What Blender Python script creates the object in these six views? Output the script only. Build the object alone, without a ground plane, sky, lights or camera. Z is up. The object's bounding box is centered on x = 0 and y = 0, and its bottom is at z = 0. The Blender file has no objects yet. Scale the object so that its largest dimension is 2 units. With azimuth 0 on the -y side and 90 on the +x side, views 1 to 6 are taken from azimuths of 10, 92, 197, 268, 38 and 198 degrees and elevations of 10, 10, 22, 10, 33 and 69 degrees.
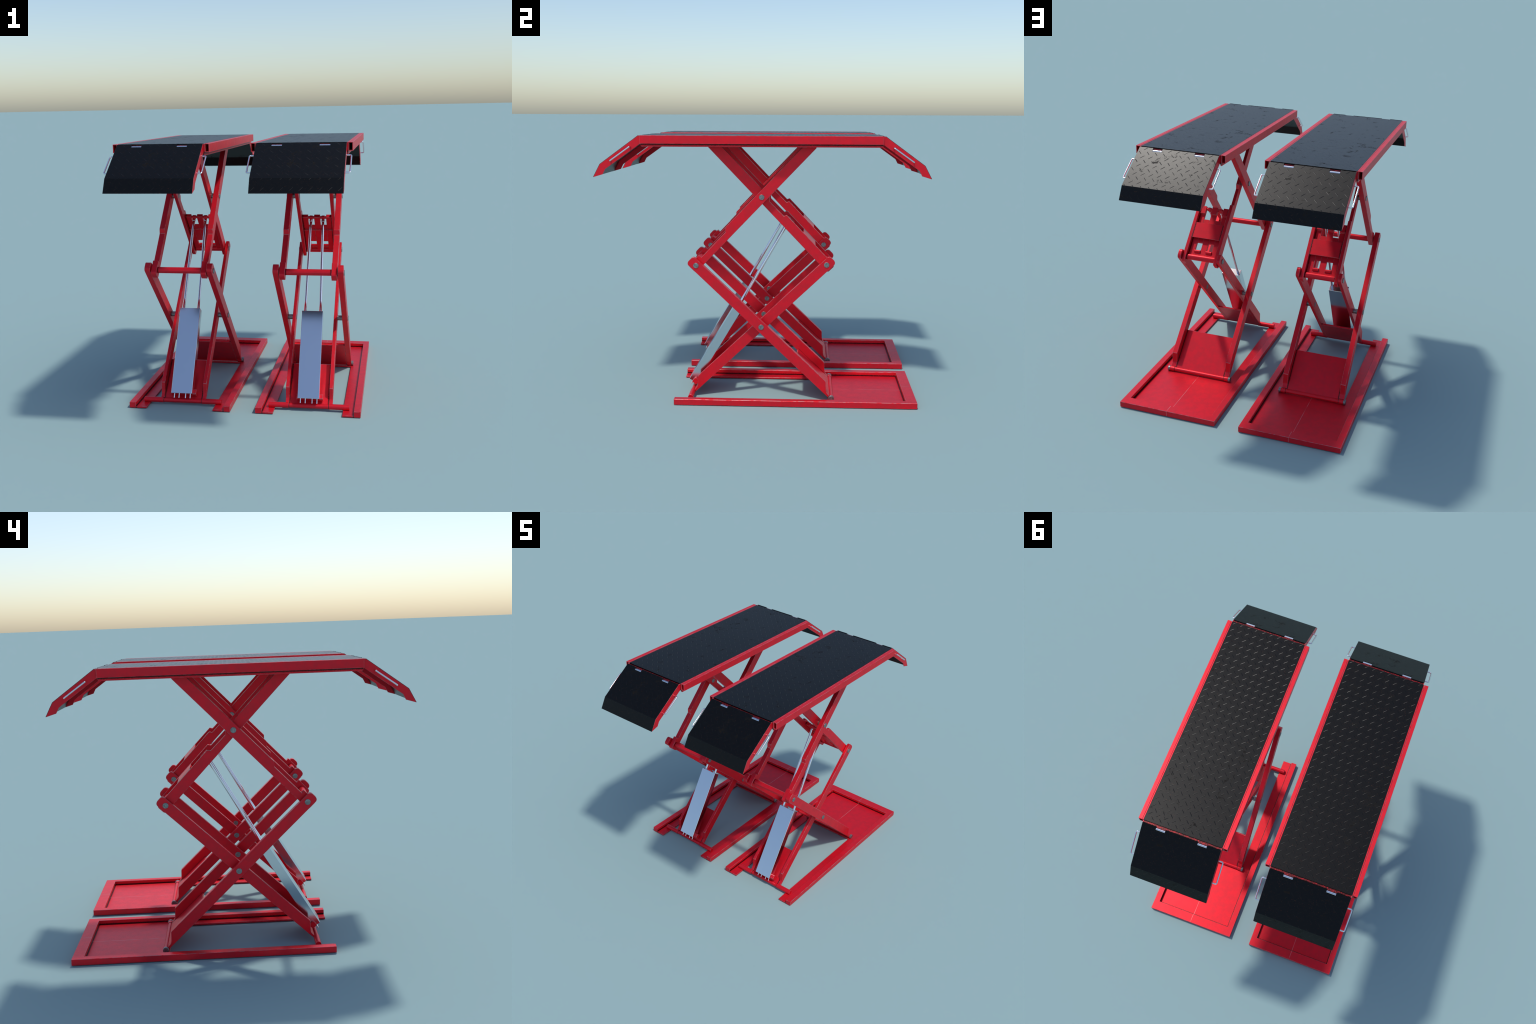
"""Pair of red scissor car lifts: tray bases, crossed arms, hydraulic cylinders,
chequer-plate decks with hinged drop-down ramps and chrome handles."""
import bpy, bmesh, math, random
from mathutils import Vector, Matrix

random.seed(7)
COL = bpy.context.scene.collection

# ---------------------------------------------------------------- main sizes (metres)
LIFT_X = (0.2862, -0.4448)      # centre lines of the two lifts
YC = 0.0733                     # middle of the scissor along y
MID_LOW = (YC, 0.4335)          # lower crossing pin (y, z)
MID_UP = (YC, 1.1680)           # upper crossing pin
PIV_REACH, PIV_Z = 0.3668, 0.7850   # knee pivots, +-y
ANG_LOW = math.radians(43.72)   # slope of the lower arms
HALF_W = 0.0287                 # half depth of an arm
SHAFT_Y, SHAFT_Z = 0.4018, 0.0230   # foot shafts (offset from YC)
DECK_Z, DECK_HALF = 1.5080, 0.6572
RAMP_KNEE = (0.8870, 1.3510)
RAMP_TIP = (0.9250, 1.2795)
RAMP_TOP = (0.6715, 1.5076)

# ================================================================ materials
def new_mat(name):
    m = bpy.data.materials.new(name)
    m.use_nodes = True
    nt = m.node_tree
    nt.nodes.clear()
    out = nt.nodes.new("ShaderNodeOutputMaterial")
    b = nt.nodes.new("ShaderNodeBsdfPrincipled")
    nt.links.new(b.outputs[0], out.inputs[0])
    return m, nt, b

class G:
    """tiny helper for wiring nodes"""
    def __init__(self, nt):
        self.nt = nt
        self.obj = nt.nodes.new("ShaderNodeTexCoord").outputs["Object"]
        s = nt.nodes.new("ShaderNodeSeparateXYZ")
        nt.links.new(self.obj, s.inputs[0])
        self.x, self.y, self.z = s.outputs
        tn = nt.nodes.new("ShaderNodeTexCoord").outputs["Normal"]
        s2 = nt.nodes.new("ShaderNodeSeparateXYZ")
        nt.links.new(tn, s2.inputs[0])
        self.nz = s2.outputs[2]
        self.absx = self.math("ABSOLUTE", self.x)
    def put(self, sock, v):
        if hasattr(v, "is_output"):
            self.nt.links.new(v, sock)
        else:
            sock.default_value = v
    def math(self, op, a, b=0.0, c=0.0, clamp=False):
        n = self.nt.nodes.new("ShaderNodeMath")
        n.operation = op
        n.use_clamp = clamp
        self.put(n.inputs[0], a); self.put(n.inputs[1], b); self.put(n.inputs[2], c)
        return n.outputs[0]
    def noise(self, scale, detail=3.0, rough=0.55, stretch=None, dist=0.0):
        n = self.nt.nodes.new("ShaderNodeTexNoise")
        n.inputs["Scale"].default_value = scale
        n.inputs["Detail"].default_value = detail
        n.inputs["Roughness"].default_value = rough
        n.inputs["Distortion"].default_value = dist
        v = self.obj
        if stretch:
            mp = self.nt.nodes.new("ShaderNodeMapping")
            mp.inputs["Scale"].default_value = stretch
            self.nt.links.new(v, mp.inputs[0]); v = mp.outputs[0]
        self.nt.links.new(v, n.inputs["Vector"])
        return n.outputs["Fac"]
    def ramp(self, v, lo, hi, a=0.0, b=1.0):
        n = self.nt.nodes.new("ShaderNodeMapRange")
        n.interpolation_type = "SMOOTHSTEP"
        self.put(n.inputs["Value"], v)
        n.inputs["From Min"].default_value = lo; n.inputs["From Max"].default_value = hi
        n.inputs["To Min"].default_value = a; n.inputs["To Max"].default_value = b
        return n.outputs[0]
    def mix(self, fac, a, b):
        n = self.nt.nodes.new("ShaderNodeMix")
        n.data_type = "RGBA"
        self.put(n.inputs[0], fac); self.put(n.inputs[6], a); self.put(n.inputs[7], b)
        return n.outputs[2]
    def bump(self, h, strength, dist):
        n = self.nt.nodes.new("ShaderNodeBump")
        n.inputs["Strength"].default_value = strength
        n.inputs["Distance"].default_value = dist
        self.nt.links.new(h, n.inputs["Height"])
        return n.outputs[0]

RED_A = (0.78, 0.0075, 0.0235, 1)
RED_B = (0.63, 0.0135, 0.0270, 1)
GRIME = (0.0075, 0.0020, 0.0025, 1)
BARE = (0.36, 0.24, 0.25, 1)

def paint(name, grime=(), seam=False, worn=0.0, blackening=0.0):
    """Red enamel.  grime: list of (axis, centre, half width, mirrored) lines where
    dirt has packed into a corner; seam: pale scratch on the centre line."""
    m, nt, b = new_mat(name)
    g = G(nt)
    blot = g.ramp(g.noise(24, 4, 0.62), 0.36, 0.66)
    fine = g.ramp(g.noise(260, 2, 0.6), 0.30, 0.72)
    f = g.math("ADD", g.math("MULTIPLY", blot, 0.60), g.math("MULTIPLY", fine, 0.40))
    col = g.mix(f, RED_B, RED_A)
    if worn > 0:
        w = g.ramp(g.noise(55, 4, 0.7, (1, 0.5, 1)), 0.60 - 0.28 * worn, 0.72 - 0.22 * worn)
        col = g.mix(g.math("MULTIPLY", w, 0.85), col, BARE)
    ragged = g.noise(420, 3, 0.8)
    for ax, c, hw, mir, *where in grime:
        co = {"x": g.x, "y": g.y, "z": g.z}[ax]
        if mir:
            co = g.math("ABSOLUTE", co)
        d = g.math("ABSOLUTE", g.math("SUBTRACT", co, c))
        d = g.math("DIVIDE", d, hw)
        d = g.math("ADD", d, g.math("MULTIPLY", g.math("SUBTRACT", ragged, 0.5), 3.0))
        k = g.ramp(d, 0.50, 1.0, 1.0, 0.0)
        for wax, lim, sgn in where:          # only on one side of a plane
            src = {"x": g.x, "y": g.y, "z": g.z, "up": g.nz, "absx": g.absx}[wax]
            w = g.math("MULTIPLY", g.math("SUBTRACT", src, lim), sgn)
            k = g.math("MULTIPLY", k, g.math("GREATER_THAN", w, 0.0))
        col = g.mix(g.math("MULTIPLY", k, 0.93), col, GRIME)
    if blackening > 0:
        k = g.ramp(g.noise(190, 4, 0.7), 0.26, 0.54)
        col = g.mix(g.math("MULTIPLY", k, blackening), col, GRIME)
    if seam:
        d = g.math("ABSOLUTE", g.x)
        k = g.ramp(d, 0.0008, 0.0018, 1.0, 0.0)
        k = g.math("MULTIPLY", k, g.ramp(g.noise(14, 3), 0.34, 0.58, 0.08, 0.62))
        col = g.mix(k, col, (0.62, 0.30, 0.31, 1))
    nt.links.new(col, b.inputs["Base Color"])
    g.put(b.inputs["Roughness"], g.ramp(fine, 0, 1, 0.43, 0.36))
    b.inputs["Specular IOR Level"].default_value = 0.36
    b.inputs["Metallic"].default_value = 0.4
    return m

def steel(name, col, rough, mottle=0.0, metallic=1.0):
    m, nt, b = new_mat(name)
    g = G(nt)
    c2 = tuple(v * (1 - mottle) for v in col[:3]) + (1,)
    f = g.ramp(g.noise(120, 4, 0.7), 0.35, 0.65)
    nt.links.new(g.mix(f, c2, col), b.inputs["Base Color"])
    b.inputs["Metallic"].default_value = metallic
    b.inputs["Roughness"].default_value = rough
    return m

def chequer_steel(name):
    m, nt, b = new_mat(name)
    g = G(nt)
    f = g.ramp(g.noise(300, 3, 0.7), 0.3, 0.7)
    col = g.mix(f, (0.0010, 0.0010, 0.0011, 1), (0.0028, 0.0028, 0.0029, 1))
    # rust specks
    rust = g.ramp(g.noise(190, 2, 0.5), 0.655, 0.73)
    col = g.mix(g.math("MULTIPLY", rust, 0.4), col, (0.085, 0.030, 0.012, 1))
    # oil and dirt stains
    stain = g.math("MULTIPLY", g.ramp(g.noise(16, 4, 0.66, None, 0.4), 0.575, 0.70), g.ramp(g.noise(70, 3, 0.7), 0.38, 0.58))
    col = g.mix(g.math("MULTIPLY", stain, 0.6), col, (0.012, 0.010, 0.008, 1))
    nt.links.new(col, b.inputs["Base Color"])
    r = g.math("ADD", g.ramp(f, 0, 1, 0.31, 0.34), g.math("MULTIPLY", stain, 0.25))
    nt.links.new(r, b.inputs["Roughness"])
    nt.links.new(g.math("SUBTRACT", 0.21, g.math("MULTIPLY", stain, 0.13)), b.inputs["Specular IOR Level"])
    return m

M = {}
M["paint"] = paint("red_paint")
M["edge"] = paint("worn_paint_edge", worn=0.75)
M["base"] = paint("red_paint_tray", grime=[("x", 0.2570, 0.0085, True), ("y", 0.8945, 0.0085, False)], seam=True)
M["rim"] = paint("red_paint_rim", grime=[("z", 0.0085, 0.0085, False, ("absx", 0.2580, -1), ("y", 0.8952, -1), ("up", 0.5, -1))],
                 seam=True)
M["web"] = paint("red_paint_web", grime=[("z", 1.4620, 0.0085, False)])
M["hinge_bar"] = paint("red_paint_blackened", blackening=0.95)  # red largely covered by near-black noise, a dark red and black mixture
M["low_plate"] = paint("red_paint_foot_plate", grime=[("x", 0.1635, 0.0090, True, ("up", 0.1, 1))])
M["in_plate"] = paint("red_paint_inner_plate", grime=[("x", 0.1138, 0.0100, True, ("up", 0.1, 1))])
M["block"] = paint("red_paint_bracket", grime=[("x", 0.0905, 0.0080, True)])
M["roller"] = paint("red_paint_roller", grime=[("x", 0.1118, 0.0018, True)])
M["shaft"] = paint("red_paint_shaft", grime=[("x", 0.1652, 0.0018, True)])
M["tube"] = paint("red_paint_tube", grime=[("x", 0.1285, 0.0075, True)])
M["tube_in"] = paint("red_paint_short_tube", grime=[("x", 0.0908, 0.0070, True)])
M["pin"] = steel("pin_steel", (0.32, 0.33, 0.33, 1), 0.45, 0.45, 0.85)
M["cylinder"] = steel("cylinder_steel", (0.66, 0.69, 0.74, 1), 0.14, 0.0)
M["chrome"] = steel("chrome", (0.80, 0.81, 0.84, 1), 0.10, 0.03)
M["chequer"] = chequer_steel("chequer_plate_steel")

# ================================================================ mesh helpers
def finish(bm, name, mats, bevel=0.0012, smooth=20.0, edge_mat=True):
    bmesh.ops.recalc_face_normals(bm, faces=bm.faces)
    if bevel:
        es = [e for e in bm.edges if len(e.link_faces) == 2 and e.calc_face_angle(0) > math.radians(30)]
        bmesh.ops.bevel(bm, geom=es, offset=bevel, offset_type="OFFSET", segments=1, profile=0.5,
                        affect="EDGES", clamp_overlap=True, material=1 if edge_mat else -1)
    me = bpy.data.meshes.new(name)
    bm.to_mesh(me); bm.free()
    for m in mats:
        me.materials.append(m)
    if smooth:
        for p in me.polygons:
            p.use_smooth = True
        me.set_sharp_from_angle(angle=math.radians(smooth))
    return me

def prism_x(bm, prof, x0, x1):
    """(y, z) outline pushed from x0 to x1"""
    a = [bm.verts.new((x0, y, z)) for y, z in prof]
    b = [bm.verts.new((x1, y, z)) for y, z in prof]
    n = len(prof)
    bm.faces.new(a); bm.faces.new(b[::-1])
    for i in range(n):
        bm.faces.new((a[i], b[i], b[(i + 1) % n], a[(i + 1) % n]))

def box(bm, x0, x1, y0, y1, z0, z1):
    prism_x(bm, [(y0, z0), (y1, z0), (y1, z1), (y0, z1)], x0, x1)

def rod_x(bm, x0, x1, y, z, r, seg=24, turn=0.0):
    prism_x(bm, [(y + r * math.cos(turn + 2 * math.pi * i / seg), z + r * math.sin(turn + 2 * math.pi * i / seg))
                 for i in range(seg)], x0, x1)

def rod(bm, p, q, r, seg=16, r2=None):
    p, q = Vector(p), Vector(q)
    r2 = r if r2 is None else r2
    rot = (q - p).to_track_quat("Z", "Y").to_matrix()
    A, B = [], []
    for i in range(seg):
        a = 2 * math.pi * i / seg
        v = Vector((math.cos(a), math.sin(a), 0))
        A.append(bm.verts.new(p + rot @ (v * r)))
        B.append(bm.verts.new(q + rot @ (v * r2)))
    bm.faces.new(A[::-1]); bm.faces.new(B)
    for i in range(seg):
        bm.faces.new((A[i], A[(i + 1) % seg], B[(i + 1) % seg], B[i]))

def fillet(pts, seg=6):
    """outline with optional corner radius as third value -> plain outline"""
    out = []
    n = len(pts)
    for i, p in enumerate(pts):
        r = p[2] if len(p) > 2 else 0
        c = Vector(p[:2])
        if not r:
            out.append(tuple(c)); continue
        a = Vector(pts[i - 1][:2]) - c
        b = Vector(pts[(i + 1) % n][:2]) - c
        ang = a.angle(b)
        d = min(r / math.tan(ang / 2), a.length * 0.49, b.length * 0.49)
        rr = d * math.tan(ang / 2)
        a.normalize(); b.normalize()
        o = c + (a + b).normalized() * (rr / math.sin(ang / 2))
        s, e = c + a * d - o, c + b * d - o
        sweep = s.angle_signed(e)
        for k in range(seg + 1):
            t = -sweep * k / seg
            out.append((o.x + s.x * math.cos(t) - s.y * math.sin(t), o.y + s.x * math.sin(t) + s.y * math.cos(t)))
    return out

def frame(origin, ang, side):
    """(s, n) -> (y, z): s runs along an arm from origin at slope ang, n is its upper side;
    side=+1 heads to +y, -1 to -y."""
    cy, cz = math.cos(ang) * side, math.sin(ang)
    def f(s, n):
        ny, nz = -cz * side, math.cos(ang)
        return (origin[0] + s * cy + n * ny, origin[1] + s * cz + n * nz)
    return f

def clip_max(poly, axis, lim):
    out = []
    for i in range(len(poly)):
        a, b = poly[i - 1], poly[i]
        ina, inb = a[axis] <= lim, b[axis] <= lim
        if ina != inb:
            t = (lim - a[axis]) / (b[axis] - a[axis])
            out.append((a[0] + (b[0] - a[0]) * t, a[1] + (b[1] - a[1]) * t))
        if inb:
            out.append(b)
    return out

# ================================================================ object helpers
def add(name, data, parent, x=0.0):
    o = bpy.data.objects.new(name, data)
    COL.objects.link(o)
    o.parent = parent
    o.location = (x, 0, 0)
    return o

MESH = {}
def mesh(key, build, mats, **kw):
    """build once, share between the two lifts"""
    if key not in MESH:
        bm = bmesh.new()
        build(bm)
        MESH[key] = finish(bm, key, mats, **kw)
    return MESH[key]

P, E = M["paint"], M["edge"]

# ================================================================ arm outlines
def low_arm(side_up):
    f = frame(MID_LOW, ANG_LOW, side_up)
    pts = [(0.5552, HALF_W, 0.019), (0.5552, -0.0295, 0.019), (-0.558, -0.0298), (-0.558, -0.0172),
           (-0.542, -0.0165), (-0.531, -0.0140), (-0.5245, -0.0095), (-0.513, 0.0015), (-0.4850, HALF_W)]
    return [f(*p) for p in fillet(pts)]

ANG_UP = math.atan2(MID_UP[1] - PIV_Z, PIV_REACH)
UP_LEN = math.hypot(MID_UP[1] - PIV_Z, PIV_REACH)

def up_arm(side_up, kind):
    """upper arm; t runs DOWN from the crossing to the knee pivot, which lies at -side_up"""
    f = frame(MID_UP, ANG_UP, side_up)
    end = 0.5695
    pts = [(-0.60, -0.0292), (end, -0.0292, 0.013), (end, 0.0272, 0.013)]
    if kind == "outer":
        pts += [(0.4835, 0.0272), (0.4830, 0.0088), (0.2846, 0.0088), (0.2634, 0.0283)]
    else:
        pts += [(0.1722, 0.0275), (0.1645, 0.0115), (0.0510, 0.0092), (0.0306, 0.0280)]
    pts += [(-0.60, 0.0283)]
    poly = [f(-t, n) for t, n in fillet(pts)]
    poly = clip_max(poly, 1, 1.4640)
    if side_up > 0:
        poly = clip_max(poly, 0, YC + 0.3008)
    else:
        poly = [(-y, z) for y, z in clip_max([(-y, z) for y, z in poly], 0, -YC + 0.3040)]
    return poly

def plate_outline(side_up, s_top):
    f = frame(MID_LOW, ANG_LOW, side_up)
    return [f(-s_top, -0.0297), f(-0.566, -0.0297), f(-0.566, -0.0180), f(-s_top, -0.0185)]

# ================================================================ base
def build_floor(bm):
    # flat tray floor with two flanges running forward
    y0, y1, ym = -0.4155, 0.9000, 0.4560
    top = [(-0.258, y0), (-0.193, y0), (-0.193, ym), (0.193, ym), (0.193, y0), (0.258, y0), (0.258, y1), (-0.258, y1)]
    a = [bm.verts.new((x, y, 0.0)) for x, y in top]
    b = [bm.verts.new((x, y, 0.0088)) for x, y in top]
    bm.faces.new(a[::-1]); bm.faces.new(b)
    for i in range(len(top)):
        j = (i + 1) % len(top)
        bm.faces.new((a[i], a[j], b[j], b[i]))

def build_rim(bm):
    # raised rim: two long rails joined by the broad end rail
    xo, xi, y0, yi, y1, z0, z1 = 0.2940, 0.2565, -0.4158, 0.8940, 0.9545, 0.0002, 0.0335
    out = [(-xo, y0), (-xi, y0), (-xi, yi), (xi, yi), (xi, y0), (xo, y0), (xo, y1), (-xo, y1)]
    a = [bm.verts.new((x, y, z0)) for x, y in out]
    b = [bm.verts.new((x, y, z1)) for x, y in out]
    bm.faces.new(a[::-1]); bm.faces.new(b)
    for i in range(len(out)):
        j = (i + 1) % len(out)
        bm.faces.new((a[i], a[j], b[j], b[i]))

def build_roller(bm):
    y, z = YC - SHAFT_Y, SHAFT_Z
    rod_x(bm, -0.114, 0.114, y, z, 0.0132)
    for s in (1, -1):
        rod_x(bm, s * 0.1135, s * 0.2285, y, z, 0.0157)

def build_fixed_shaft(bm):
    y, z = YC + SHAFT_Y, SHAFT_Z
    rod_x(bm, -0.168, 0.168, y, z, 0.0124)
    for s in (1, -1):
        rod_x(bm, s * 0.1670, s * 0.1950, y, z, 0.0146)

def build_shaft_cap(bm):
    rod_x(bm, -0.0065, 0.0065, YC + SHAFT_Y, SHAFT_Z, 0.0162)

# ================================================================ upper bracket
BR = frame(MID_UP, ANG_UP, -1)          # frame of the arm going down to +y knee
def br(t, n):
    return BR(-t, n)

def build_bracket(bm):
    def slab(x0, x1, pts):
        prism_x(bm, [br(*p) for p in pts], x0, x1)
    for xa, xb in ((-0.0903, -0.0545), (-0.0180, 0.0180), (0.0545, 0.0903)):     # three long bars with raised fingers
        slab(xa, xb, [(0.197, -0.0048), (0.3150, -0.0048), (0.3150, -0.0120), (0.524, -0.0120), (0.524, 0.0040),
                      (0.246, 0.0040), (0.2455, 0.0175), (0.1965, 0.0175)])
    for xa, xb in ((-0.0546, -0.0179), (0.0179, 0.0546)):                        # webs between them
        slab(xa, xb, [(0.302, -0.0046), (0.3152, -0.0046), (0.3152, -0.0118), (0.423, -0.0118), (0.433, -0.0085),
                      (0.433, 0.0036), (0.278, 0.0036)])
        slab(xa, xb, [(0.494, -0.0050), (0.522, -0.0050), (0.522, 0.0034), (0.494, 0.0034)])
    # raised cover plate and its front wall
    slab(-0.0904, 0.0904, [(0.313, 0.0195), (0.4115, 0.0195), (0.4115, 0.0270), (0.313, 0.0270)])
    slab(-0.0900, 0.0900, [(0.3145, 0.0036), (0.3215, 0.0036), (0.3215, 0.0198), (0.3145, 0.0198)])

def build_bracket_rod(bm):
    y, z = br(0.2105, 0.0055)
    rod_x(bm, -0.0904, 0.0904, y, z, 0.0086, 24)

def build_short_tube(bm):
    y, z = br(0.4910, 0.0042)
    rod_x(bm, -0.0178, 0.0178, y, z, 0.0086, 24)

# ================================================================ hydraulic cylinder
CD = Vector((0, 0.5155, 0.857))         # axis of the cylinder
CN = Vector((0, 0.857, -0.5155))        # from its front face into its depth
CF = Vector((0, -0.3580, 0.0780))       # foot of the front face
def cyl(t, n, x=0.0):
    v = CF + CD * t + CN * n
    return Vector((x, v.y, v.z))
ROD_TOP = br(0.2105, 0.0055)

def build_body(bm):
    prof = [cyl(0, 0), cyl(0.511, 0), cyl(0.511, 0.050), cyl(0, 0.050)]
    prism_x(bm, [(v.y, v.z) for v in prof], -0.0610, 0.0610)

def build_piston(bm):
    # one chrome rod, leaning very slightly outwards at its foot
    a = cyl(0.506, 0.025, 0.0445)
    b = Vector((0.0363, *ROD_TOP)) - CD * 0.016
    rod(bm, a, a.lerp(b, 0.02), 0.0086, 24)
    rod(bm, a, b, 0.0076, 24)

def build_collar(bm):
    b = Vector((0.0363, *ROD_TOP))
    rod(bm, b - CD * 0.028, b - CD * 0.017, 0.0094, 24)

def build_eye(bm):
    y, z = ROD_TOP
    rod_x(bm, 0.0270, 0.0456, y, z, 0.0122, 24)
    b = Vector((0.0363, *ROD_TOP))
    rod(bm, b - CD * 0.0185, b - CD * 0.006, 0.0088, 20)

def build_fitting(bm):
    for x in (-0.0460, -0.0186, 0.0197, 0.0470):
        rod(bm, cyl(0.004, 0.0240, x), cyl(-0.0227, 0.0252, x), 0.0031, 20)

def build_mount(bm):
    # square bar standing on its edge, corners taken off
    c, r = (-0.3178, 0.0702), 0.0200
    pts = [(c[0] + r * math.cos(a), c[1] + r * math.sin(a)) for k in range(4)
           for a in (math.radians(90 * k + 3 - 10), math.radians(90 * k + 3 + 10))]
    prism_x(bm, pts, -0.0690, 0.0800)

# ================================================================ platform
def tread_ridges(bm, xs0, ys0, px, py, xlim, ylim, place, skip=None, first=1):
    """two interleaved rows of lens-shaped ridges, +45 and -45 degrees"""
    L, W, H = 0.0154, 0.0032, 0.00036
    rr = random.Random(11)
    for kind in (0, 1):
        y = ys0 + kind * py / 2
        while y < ylim[1]:
            x = xs0 + kind * px / 2
            while x < xlim[1] + 0.01:
                if xlim[0] < x < xlim[1] and not (skip and skip(x, y)):
                    sg = first if kind == 0 else -first
                    ux, uy = math.sqrt(0.5), sg * math.sqrt(0.5)
                    h = H * rr.uniform(0.72, 1.1)
                    l = L * rr.uniform(0.94, 1.04)
                    def pt(a, b, c):
                        xx, yy = x + ux * a - uy * b, y + uy * a + ux * b
                        xx = max(xlim[0], min(xlim[1], xx)); yy = max(ylim[0], min(ylim[1], yy))
                        return bm.verts.new(place(xx, yy, c))
                    ring = [pt(l, 0, -2e-4), pt(l * .80, W * .85, -2e-4), pt(0, W, -2e-4), pt(-l * .80, W * .85, -2e-4),
                            pt(-l, 0, -2e-4), pt(-l * .80, -W * .85, -2e-4), pt(0, -W, -2e-4), pt(l * .80, -W * .85, -2e-4)]
                    crest = [pt(l * .86, 0, h * .85), pt(0, 0, h), pt(-l * .86, 0, h * .85)]
                    for tri in ((ring[0], ring[1], crest[0]), (ring[1], ring[2], crest[1], crest[0]),
                                (ring[2], ring[3], crest[2], crest[1]), (ring[3], ring[4], crest[2]),
                                (ring[4], ring[5], crest[2]), (ring[5], ring[6], crest[1], crest[2]),
                                (ring[6], ring[7], crest[0], crest[1]), (ring[7], ring[0], crest[0])):
                        bm.faces.new(tri)
                x += px
            y += py

def bend_normals_for_glints(me, axes):
    """Sun glints set by bent normals, not by the ridge shape: mirror the shading
    normal of each long facet along the plate and steepen it.  axes(centre) -> (along, up)."""
    nor = []
    for p in me.polygons:
        u, n = axes(p.center)
        if p.loop_total == 3:
            nor += [n] * 3
            continue
        k = p.normal.dot(u)
        v = p.normal - 2 * k * u
        v = (v + (v - n * v.dot(n)) * 0.35).normalized()
        if v.dot(n) < 0:
            v = -v
        nor += [v] * p.loop_total
    me.normals_split_custom_set(nor)

def deck_axes(c):
    return Vector((0, 1, 0)), Vector((0, 0, 1))

def build_deck(bm):
    box(bm, -0.2283, 0.2283, YC - DECK_HALF, YC + DECK_HALF, DECK_Z - 0.010, DECK_Z)

def build_deck_tread(bm):
    tread_ridges(bm, -0.2085, YC - 0.6950, 0.04633, 0.04665, (-0.2278, 0.2278),
                 (YC - 0.6565, YC + 0.6565), lambda x, y, h: (x, y, DECK_Z + h))

def build_web(bm):
    h = DECK_HALF - 0.0005
    prism_x(bm, [(YC - h, DECK_Z - 0.0005), (YC - h, 1.4545), (YC - h + 0.007, 1.4470), (YC + h - 0.007, 1.4470),
                 (YC + h, 1.4545), (YC + h, DECK_Z - 0.0005)], -0.0032, 0.0032)

def build_beam(bm):
    # open-ended box section
    w, t = 0.0108, 0.0036
    z0, z1 = 1.4638, DECK_Z
    y0, y1 = YC - DECK_HALF, YC + DECK_HALF
    o = [(-w, z0), (w, z0), (w, z1), (-w, z1)]
    i = [(-w + t * .5, z0 + t), (w - t, z0 + t), (w - t, z1 - t), (-w + t * .5, z1 - t)]
    V = {}
    for k, y in enumerate((y0, y1)):
        V[k, 0] = [bm.verts.new((x, y, z)) for x, z in o]
        V[k, 1] = [bm.verts.new((x, y, z)) for x, z in i]
    for j in range(4):
        l = (j + 1) % 4
        bm.faces.new((V[0, 0][j], V[0, 0][l], V[1, 0][l], V[1, 0][j]))
        bm.faces.new((V[0, 1][j], V[1, 1][j], V[1, 1][l], V[0, 1][l]))
        for k in (0, 1):
            bm.faces.new((V[k, 0][j], V[k, 1][j], V[k, 1][l], V[k, 0][l]))

def build_cross_bar(bm):
    for s in (1, -1):
        box(bm, -0.2283, 0.2283, *sorted((YC + s * (DECK_HALF - 0.008), YC + s * (DECK_HALF - 0.001))), 1.4600, DECK_Z - 0.0103)

# ---------------------------------------------------------------- ramp (built for the +y end; the other is mirrored)
def ramp_frame(p, q):
    d = Vector((q[0] - p[0], q[1] - p[1])); L = d.length; d.normalize()
    n = Vector((-d.y, d.x))
    return d, n, L
D1, N1, L1 = ramp_frame(RAMP_TOP, RAMP_KNEE)
D2, N2, L2 = ramp_frame(RAMP_KNEE, RAMP_TIP)
RW = 0.2277
HINGE = ((-0.1478, -0.0937), (0.0937, 0.1478))

def on_ramp(sgn):
    def place(x, s, h):
        if s <= L1:
            v = Vector(RAMP_TOP) + D1 * s + N1 * h
        else:
            v = Vector(RAMP_KNEE) + D2 * (s - L1) + N2 * h
        return (x, YC + sgn * v.x, v.y)
    return place

def build_ramp_plate(bm, sgn):
    pl = on_ramp(sgn)
    dep = 0.0220
    xs = [-RW, HINGE[0][0], HINGE[0][1], HINGE[1][0], HINGE[1][1], RW]
    th = 0.0120
    out = [(-RW, 0), (xs[1], 0), (xs[1], dep), (xs[2], dep), (xs[2], 0), (xs[3], 0), (xs[3], dep), (xs[4], dep),
           (xs[4], 0), (RW, 0), (RW, L1), (-RW, L1)]
    nm = (N1 + N2).normalized()
    mitre = Vector(RAMP_KNEE) - nm * (th / nm.dot(N1))
    top = [bm.verts.new(pl(x, s, 0)) for x, s in out]
    bot = [bm.verts.new(pl(x, s, -th)) for x, s in out[:10]]
    bot += [bm.verts.new((x, YC + sgn * mitre.x, mitre.y)) for x in (RW, -RW)]
    tip_t = [bm.verts.new(pl(x, L1 + L2, 0)) for x in (RW, -RW)]
    tip_b = [bm.verts.new(pl(x, L1 + L2 - 0.0115, -th)) for x in (RW, -RW)]
    bm.faces.new(top); bm.faces.new(bot[::-1])
    n = len(out)
    for i in range(n):
        j = (i + 1) % n
        if i == 10:
            continue
        bm.faces.new((top[j], top[i], bot[i], bot[j]))
    a, b = top[10], top[11]; c, d = bot[10], bot[11]
    bm.faces.new((b, a, tip_t[0], tip_t[1])); bm.faces.new((c, d, tip_b[1], tip_b[0]))
    bm.faces.new((a, c, tip_b[0], tip_t[0])); bm.faces.new((d, b, tip_t[1], tip_b[1]))
    bm.faces.new((tip_t[0], tip_b[0], tip_b[1], tip_t[1]))

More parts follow.
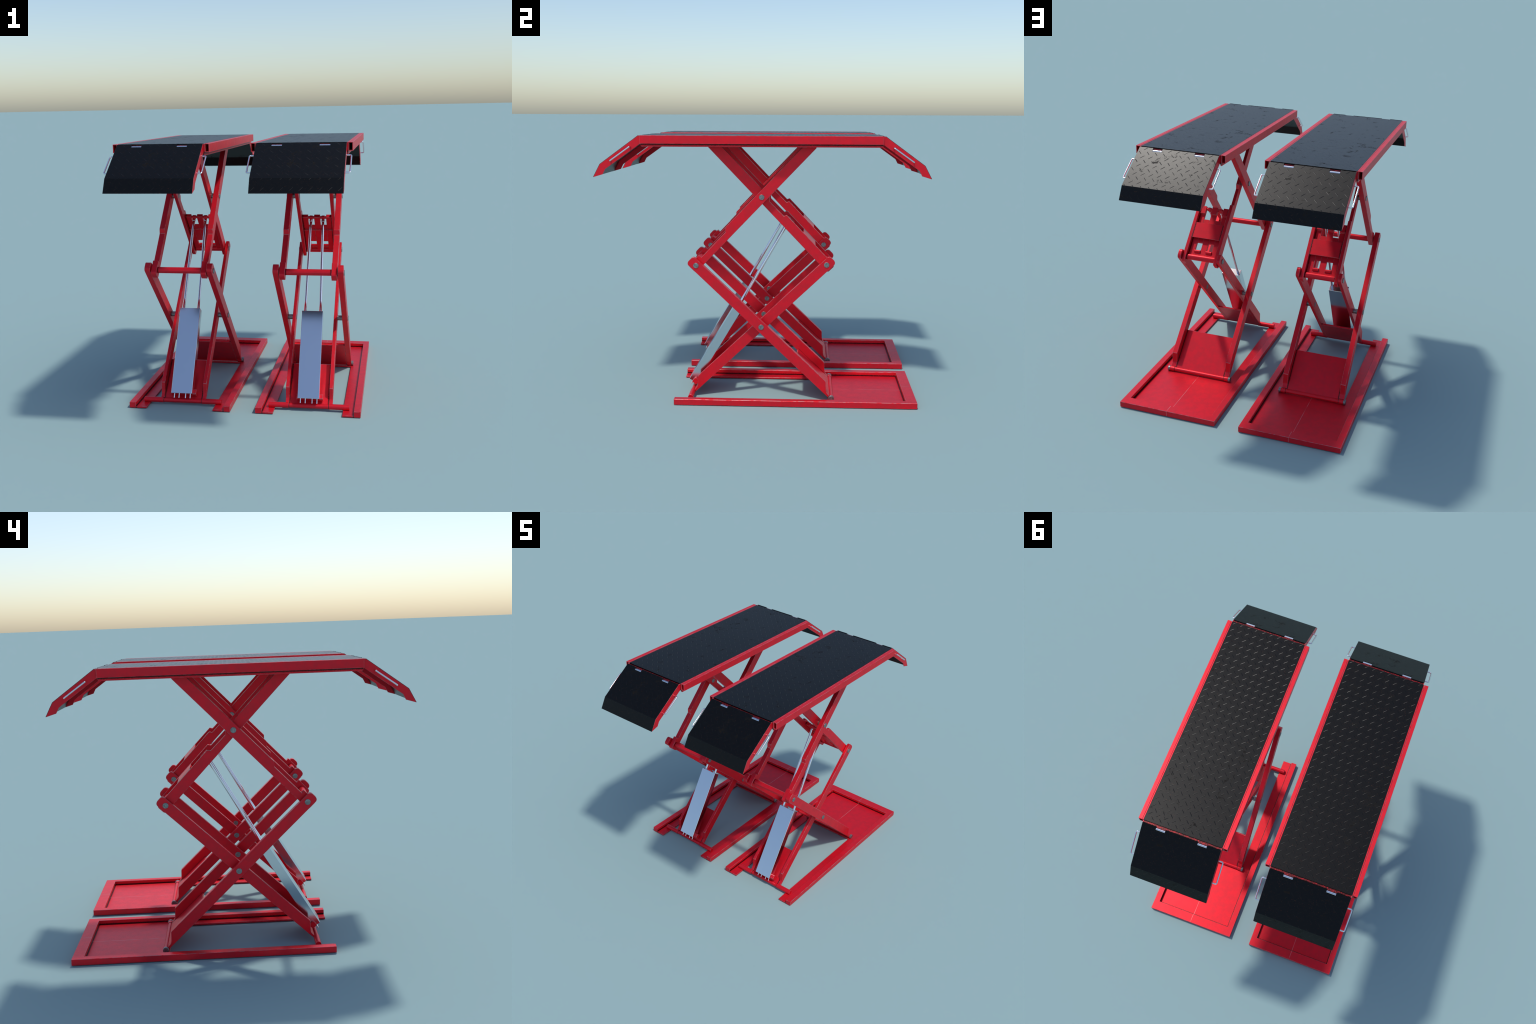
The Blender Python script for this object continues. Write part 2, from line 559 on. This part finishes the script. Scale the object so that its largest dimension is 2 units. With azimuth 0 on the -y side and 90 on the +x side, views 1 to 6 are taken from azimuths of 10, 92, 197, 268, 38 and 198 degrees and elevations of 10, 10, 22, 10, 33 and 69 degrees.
def build_ramp_tread(bm, sgn):
    def skip(x, s):
        return s < 0.034 and any(a - 0.012 < x < b + 0.012 for a, b in HINGE)
    tread_ridges(bm, -0.2106, 0.0400 - 0.0567, 0.0468, 0.0567, (-RW + 0.0006, RW - 0.0006), (0.001, L1 + L2 - 0.002),
                 on_ramp(sgn), skip, -1)

def ramp_axes(sgn):
    def f(c):
        d, n = (D1, N1) if c.z > RAMP_KNEE[1] else (D2, N2)
        return Vector((0, sgn * d.x, d.y)), Vector((0, sgn * n.x, n.y))
    return f

def build_ramp_side(bm, sgn):
    e = 0.0014                                    # the black skin lies proud of the side plate
    nm = (N1 + N2).normalized()
    a, k, t = Vector(RAMP_TOP) - N1 * e, Vector(RAMP_KNEE) - nm * (e / nm.dot(N1)), Vector(RAMP_TIP) - N2 * e
    o = [(a.x - 0.0135, a.y - 0.0006), tuple(a), tuple(k), tuple(t),
         (0.8708, 1.2947), (0.8562, 1.3233), (0.6630, 1.4605), (RAMP_TOP[0] - 0.0138, 1.4605)]
    prism_x(bm, [(YC + sgn * y, z) for y, z in o], -0.0019, 0.0019)

def build_hinge_bar(bm, sgn):
    y = sorted((YC + sgn * 0.6580, YC + sgn * 0.6725))
    box(bm, -RW + 0.002, RW - 0.002, y[0], y[1], 1.4740, DECK_Z - 0.0065)
    for a, b in HINGE:      # pocket floor behind each hinge barrel
        y = sorted((YC + sgn * 0.6705, YC + sgn * 0.6930))
        box(bm, a - 0.002, b + 0.002, y[0], y[1], 1.4760, 1.4830)

def build_barrel(bm, sgn):
    rod_x(bm, -0.0268, 0.0268, YC + sgn * 0.6773, 1.4905, 0.0088, 24)

def handle_curve():
    """chrome grab handle on the outer face of a side plate (bevelled curve -> mesh)"""
    cu = bpy.data.curves.new("handle", "CURVE")
    cu.dimensions = "3D"
    cu.bevel_depth = 0.0041; cu.bevel_resolution = 3
    p, q = Vector((0, 0.7150, 1.4470)), Vector((0, 0.8240, 1.3700))
    d = (q - p).normalized(); X = Vector((0.0246, 0, 0)); r = 0.0085
    pts = [p - X * 0.12, p + X - Vector((r, 0, 0))]
    for c, a0, a1 in ((p, -Vector((1, 0, 0)), d), (q, -d, -Vector((1, 0, 0)))):
        k = c + X
        for i in range(1, 6):
            t = i / 6
            pts.append((k + a0 * r) * (1 - t) ** 2 + k * 2 * t * (1 - t) + (k + a1 * r) * t ** 2)
        pts.append(k + a1 * r)
    pts.append(q - X * 0.12)
    sp = cu.splines.new("POLY"); sp.points.add(len(pts) - 1)
    for i, v in enumerate(pts):
        sp.points[i].co = (v.x, v.y, v.z, 1)
    o = bpy.data.objects.new("tmp", cu); COL.objects.link(o)
    me = bpy.data.meshes.new_from_object(o.evaluated_get(bpy.context.evaluated_depsgraph_get()))
    bpy.data.objects.remove(o); bpy.data.curves.remove(cu)
    return me

def handle_mesh(sgn, xs):
    """mirror of the master handle for one end / one side"""
    me = HANDLE.copy(); me.name = "handle"
    for v in me.vertices:
        v.co = (v.co.x * xs, YC + sgn * v.co.y, v.co.z)
    if sgn * xs < 0:
        me.flip_normals()
    me.materials.append(M["chrome"])
    for p in me.polygons:
        p.use_smooth = True
    return me
HANDLE = handle_curve()
HANDLES = {(s, x): handle_mesh(s, x) for s in (1, -1) for x in (1, -1)}
bpy.data.meshes.remove(HANDLE)

# ================================================================ assembly
def build_lift(cx):
    lift = bpy.data.objects.new("scissor_lift", None)
    COL.objects.link(lift)
    lift.location = (cx, 0, 0)
    lift["label"] = "raised red scissor car lift with dark chequer-plate deck and drop-down ramps"
    lift["category"] = "car lift"

    # --- base tray
    base = add("base_tray", mesh("base_tray", build_floor, [M["base"], E], bevel=0.0009), lift)
    add("tray_rim", mesh("tray_rim", build_rim, [M["rim"], E]), base)

    # --- foot shafts
    add("foot_roller", mesh("foot_roller", build_roller, [M["roller"], E], bevel=0.0008), lift)
    shaft = add("foot_shaft", mesh("foot_shaft", build_fixed_shaft, [M["shaft"], E], bevel=0.0008), lift)
    for s in (1, -1):
        add("shaft_cap", mesh("shaft_cap", build_shaft_cap, [M["pin"]], bevel=0.0014, edge_mat=False), shaft, s * 0.2014)

    # --- arms: (outline, half thickness, x, mesh key)
    arms = [("low_out", lambda: low_arm(-1), 0.0156, 0.1789),
            ("low_in", lambda: low_arm(1), 0.0100, 0.1236),
            ("up_out", lambda: up_arm(1, "outer"), 0.0157, 0.1438),
            ("up_in", lambda: up_arm(-1, "inner"), 0.0100, 0.1005)]
    for key, outline, half, x in arms:
        me = mesh("scissor_arm_" + key, lambda bm: prism_x(bm, outline(), -half, half), [P, E])
        for s in (1, -1):
            add("scissor_arm", me, lift, s * x)

    # --- plates tying the feet of each arm pair
    add("foot_plate", mesh("foot_plate", lambda bm: prism_x(bm, plate_outline(-1, 0.3065), -0.1632, 0.1632),
                           [M["low_plate"], E]), lift)
    add("foot_plate", mesh("foot_plate_narrow", lambda bm: prism_x(bm, plate_outline(1, 0.3065), -0.1135, 0.1135),
                           [M["in_plate"], E]), lift)

    # --- pins
    def pin(key, y, z, x0, x1, r=0.0152):
        me = mesh("pivot_pin_" + key, lambda bm: rod_x(bm, -(x1 - x0) / 2, (x1 - x0) / 2, y, z, r, 28), [M["pin"]],
                  bevel=0.0012, edge_mat=False)
        for s in (1, -1):
            add("pivot_pin", me, lift, s * (x0 + x1) / 2)
    pin("low", *MID_LOW, 0.1118, 0.1984)
    pin("up", *MID_UP, 0.0888, 0.1632)
    pin("front", YC - PIV_REACH, PIV_Z, 0.1260, 0.1984)
    pin("rear", YC + PIV_REACH, PIV_Z, 0.0890, 0.1374)

    # --- knee tubes
    add("cross_tube", mesh("cross_tube_front", lambda bm: rod_x(bm, -0.1284, 0.1284, YC - PIV_REACH, PIV_Z, 0.0176, 28),
                           [M["tube"], E], bevel=0), lift)
    add("cross_tube", mesh("cross_tube_rear", lambda bm: rod_x(bm, -0.0908, 0.0908, YC + PIV_REACH, PIV_Z, 0.0176, 28),
                           [M["tube_in"], E], bevel=0), lift)

    # --- lifting bracket between the upper arms
    brk = add("lifting_bracket", mesh("lifting_bracket", build_bracket, [M["block"], E], bevel=0.0009), lift)
    add("bracket_rod", mesh("bracket_rod", build_bracket_rod, [P, E], bevel=0), brk)
    for s in (1, -1):
        add("bracket_roller", mesh("bracket_roller", build_short_tube, [P, E], bevel=0.0006), brk, s * 0.0363)

    # --- hydraulic cylinder
    body = add("hydraulic_cylinder", mesh("hydraulic_cylinder", build_body, [M["cylinder"]], bevel=0.0012, edge_mat=False), lift)
    rod_me = mesh("piston_rod", build_piston, [M["chrome"]], bevel=0)
    rod_mi = MESH.get("piston_rod_mirrored")
    if rod_mi is None:
        rod_mi = rod_me.copy(); rod_mi.name = "piston_rod"
        for v in rod_mi.vertices:
            v.co.x = -v.co.x
        rod_mi.flip_normals()
        MESH["piston_rod_mirrored"] = rod_mi
    add("piston_rod", rod_me, body); add("piston_rod", rod_mi, body)
    for dx in (0.0, -0.0726):
        add("rod_collar", mesh("rod_collar", build_collar, [M["chrome"]], bevel=0.0008, edge_mat=False), body, dx)
        add("rod_eye", mesh("rod_eye", build_eye, [P, E], bevel=0.0008), body, dx)
    add("hose_fitting", mesh("hose_fitting", build_fitting, [M["chrome"]], bevel=0), body)
    add("mounting_shaft", mesh("mounting_shaft", build_mount, [P, E], bevel=0.0010), body)

    # --- platform
    deck = add("deck", mesh("deck", build_deck, [M["chequer"]], bevel=0.0006, edge_mat=False), lift)
    t = add("deck_tread", mesh("deck_tread", build_deck_tread, [M["chequer"]], bevel=0, smooth=0), deck)
    t["kind"] = "stuff"
    for s in (1, -1):
        add("web_plate", mesh("web_plate", build_web, [M["web"], E], bevel=0.0009), deck, s * 0.2316)
        o = add("side_beam", mesh("side_beam", build_beam, [P, E], bevel=0.0009), deck, s * 0.2467)
        if s < 0:
            o.rotation_euler = (0, 0, math.pi)
            o.location = (-0.2467, 2 * YC, 0)
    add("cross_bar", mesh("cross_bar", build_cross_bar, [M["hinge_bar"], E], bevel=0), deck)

    # --- ramps
    for sg in (1, -1):
        k = "a" if sg > 0 else "b"
        ramp = add("ramp", mesh("ramp_" + k, lambda bm: build_ramp_plate(bm, sg), [M["chequer"]], bevel=0.0006, edge_mat=False), lift)
        t = add("ramp_tread", mesh("ramp_tread_" + k, lambda bm: build_ramp_tread(bm, sg), [M["chequer"]], bevel=0, smooth=0), ramp)
        t["kind"] = "stuff"
        for s in (1, -1):
            add("ramp_side", mesh("ramp_side_" + k, lambda bm: build_ramp_side(bm, sg), [P, E], bevel=0.0009), ramp, s * (RW - 0.0015))
            add("handle", HANDLES[sg, s], ramp, s * (RW + 0.0008))
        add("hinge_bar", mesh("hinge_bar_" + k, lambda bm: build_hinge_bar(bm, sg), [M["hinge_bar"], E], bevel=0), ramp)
        for a, b in HINGE:
            add("hinge_barrel", mesh("hinge_barrel_" + k, lambda bm: build_barrel(bm, sg), [M["chrome"]], bevel=0.0006, edge_mat=False),
                ramp, (a + b) / 2)
    return lift

lifts = [build_lift(cx) for cx in LIFT_X]
bend_normals_for_glints(MESH["deck_tread"], deck_axes)
bend_normals_for_glints(MESH["ramp_tread_a"], ramp_axes(1))
bend_normals_for_glints(MESH["ramp_tread_b"], ramp_axes(-1))

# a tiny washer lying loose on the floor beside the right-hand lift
def build_washer(bm):
    rod(bm, (0.7392 - LIFT_X[0], -0.9992, 0.0), (0.7392 - LIFT_X[0], -0.9992, 0.0008), 0.0008, 12)
add("loose_washer", mesh("loose_washer", build_washer, [M["pin"]], bevel=0), lifts[0])
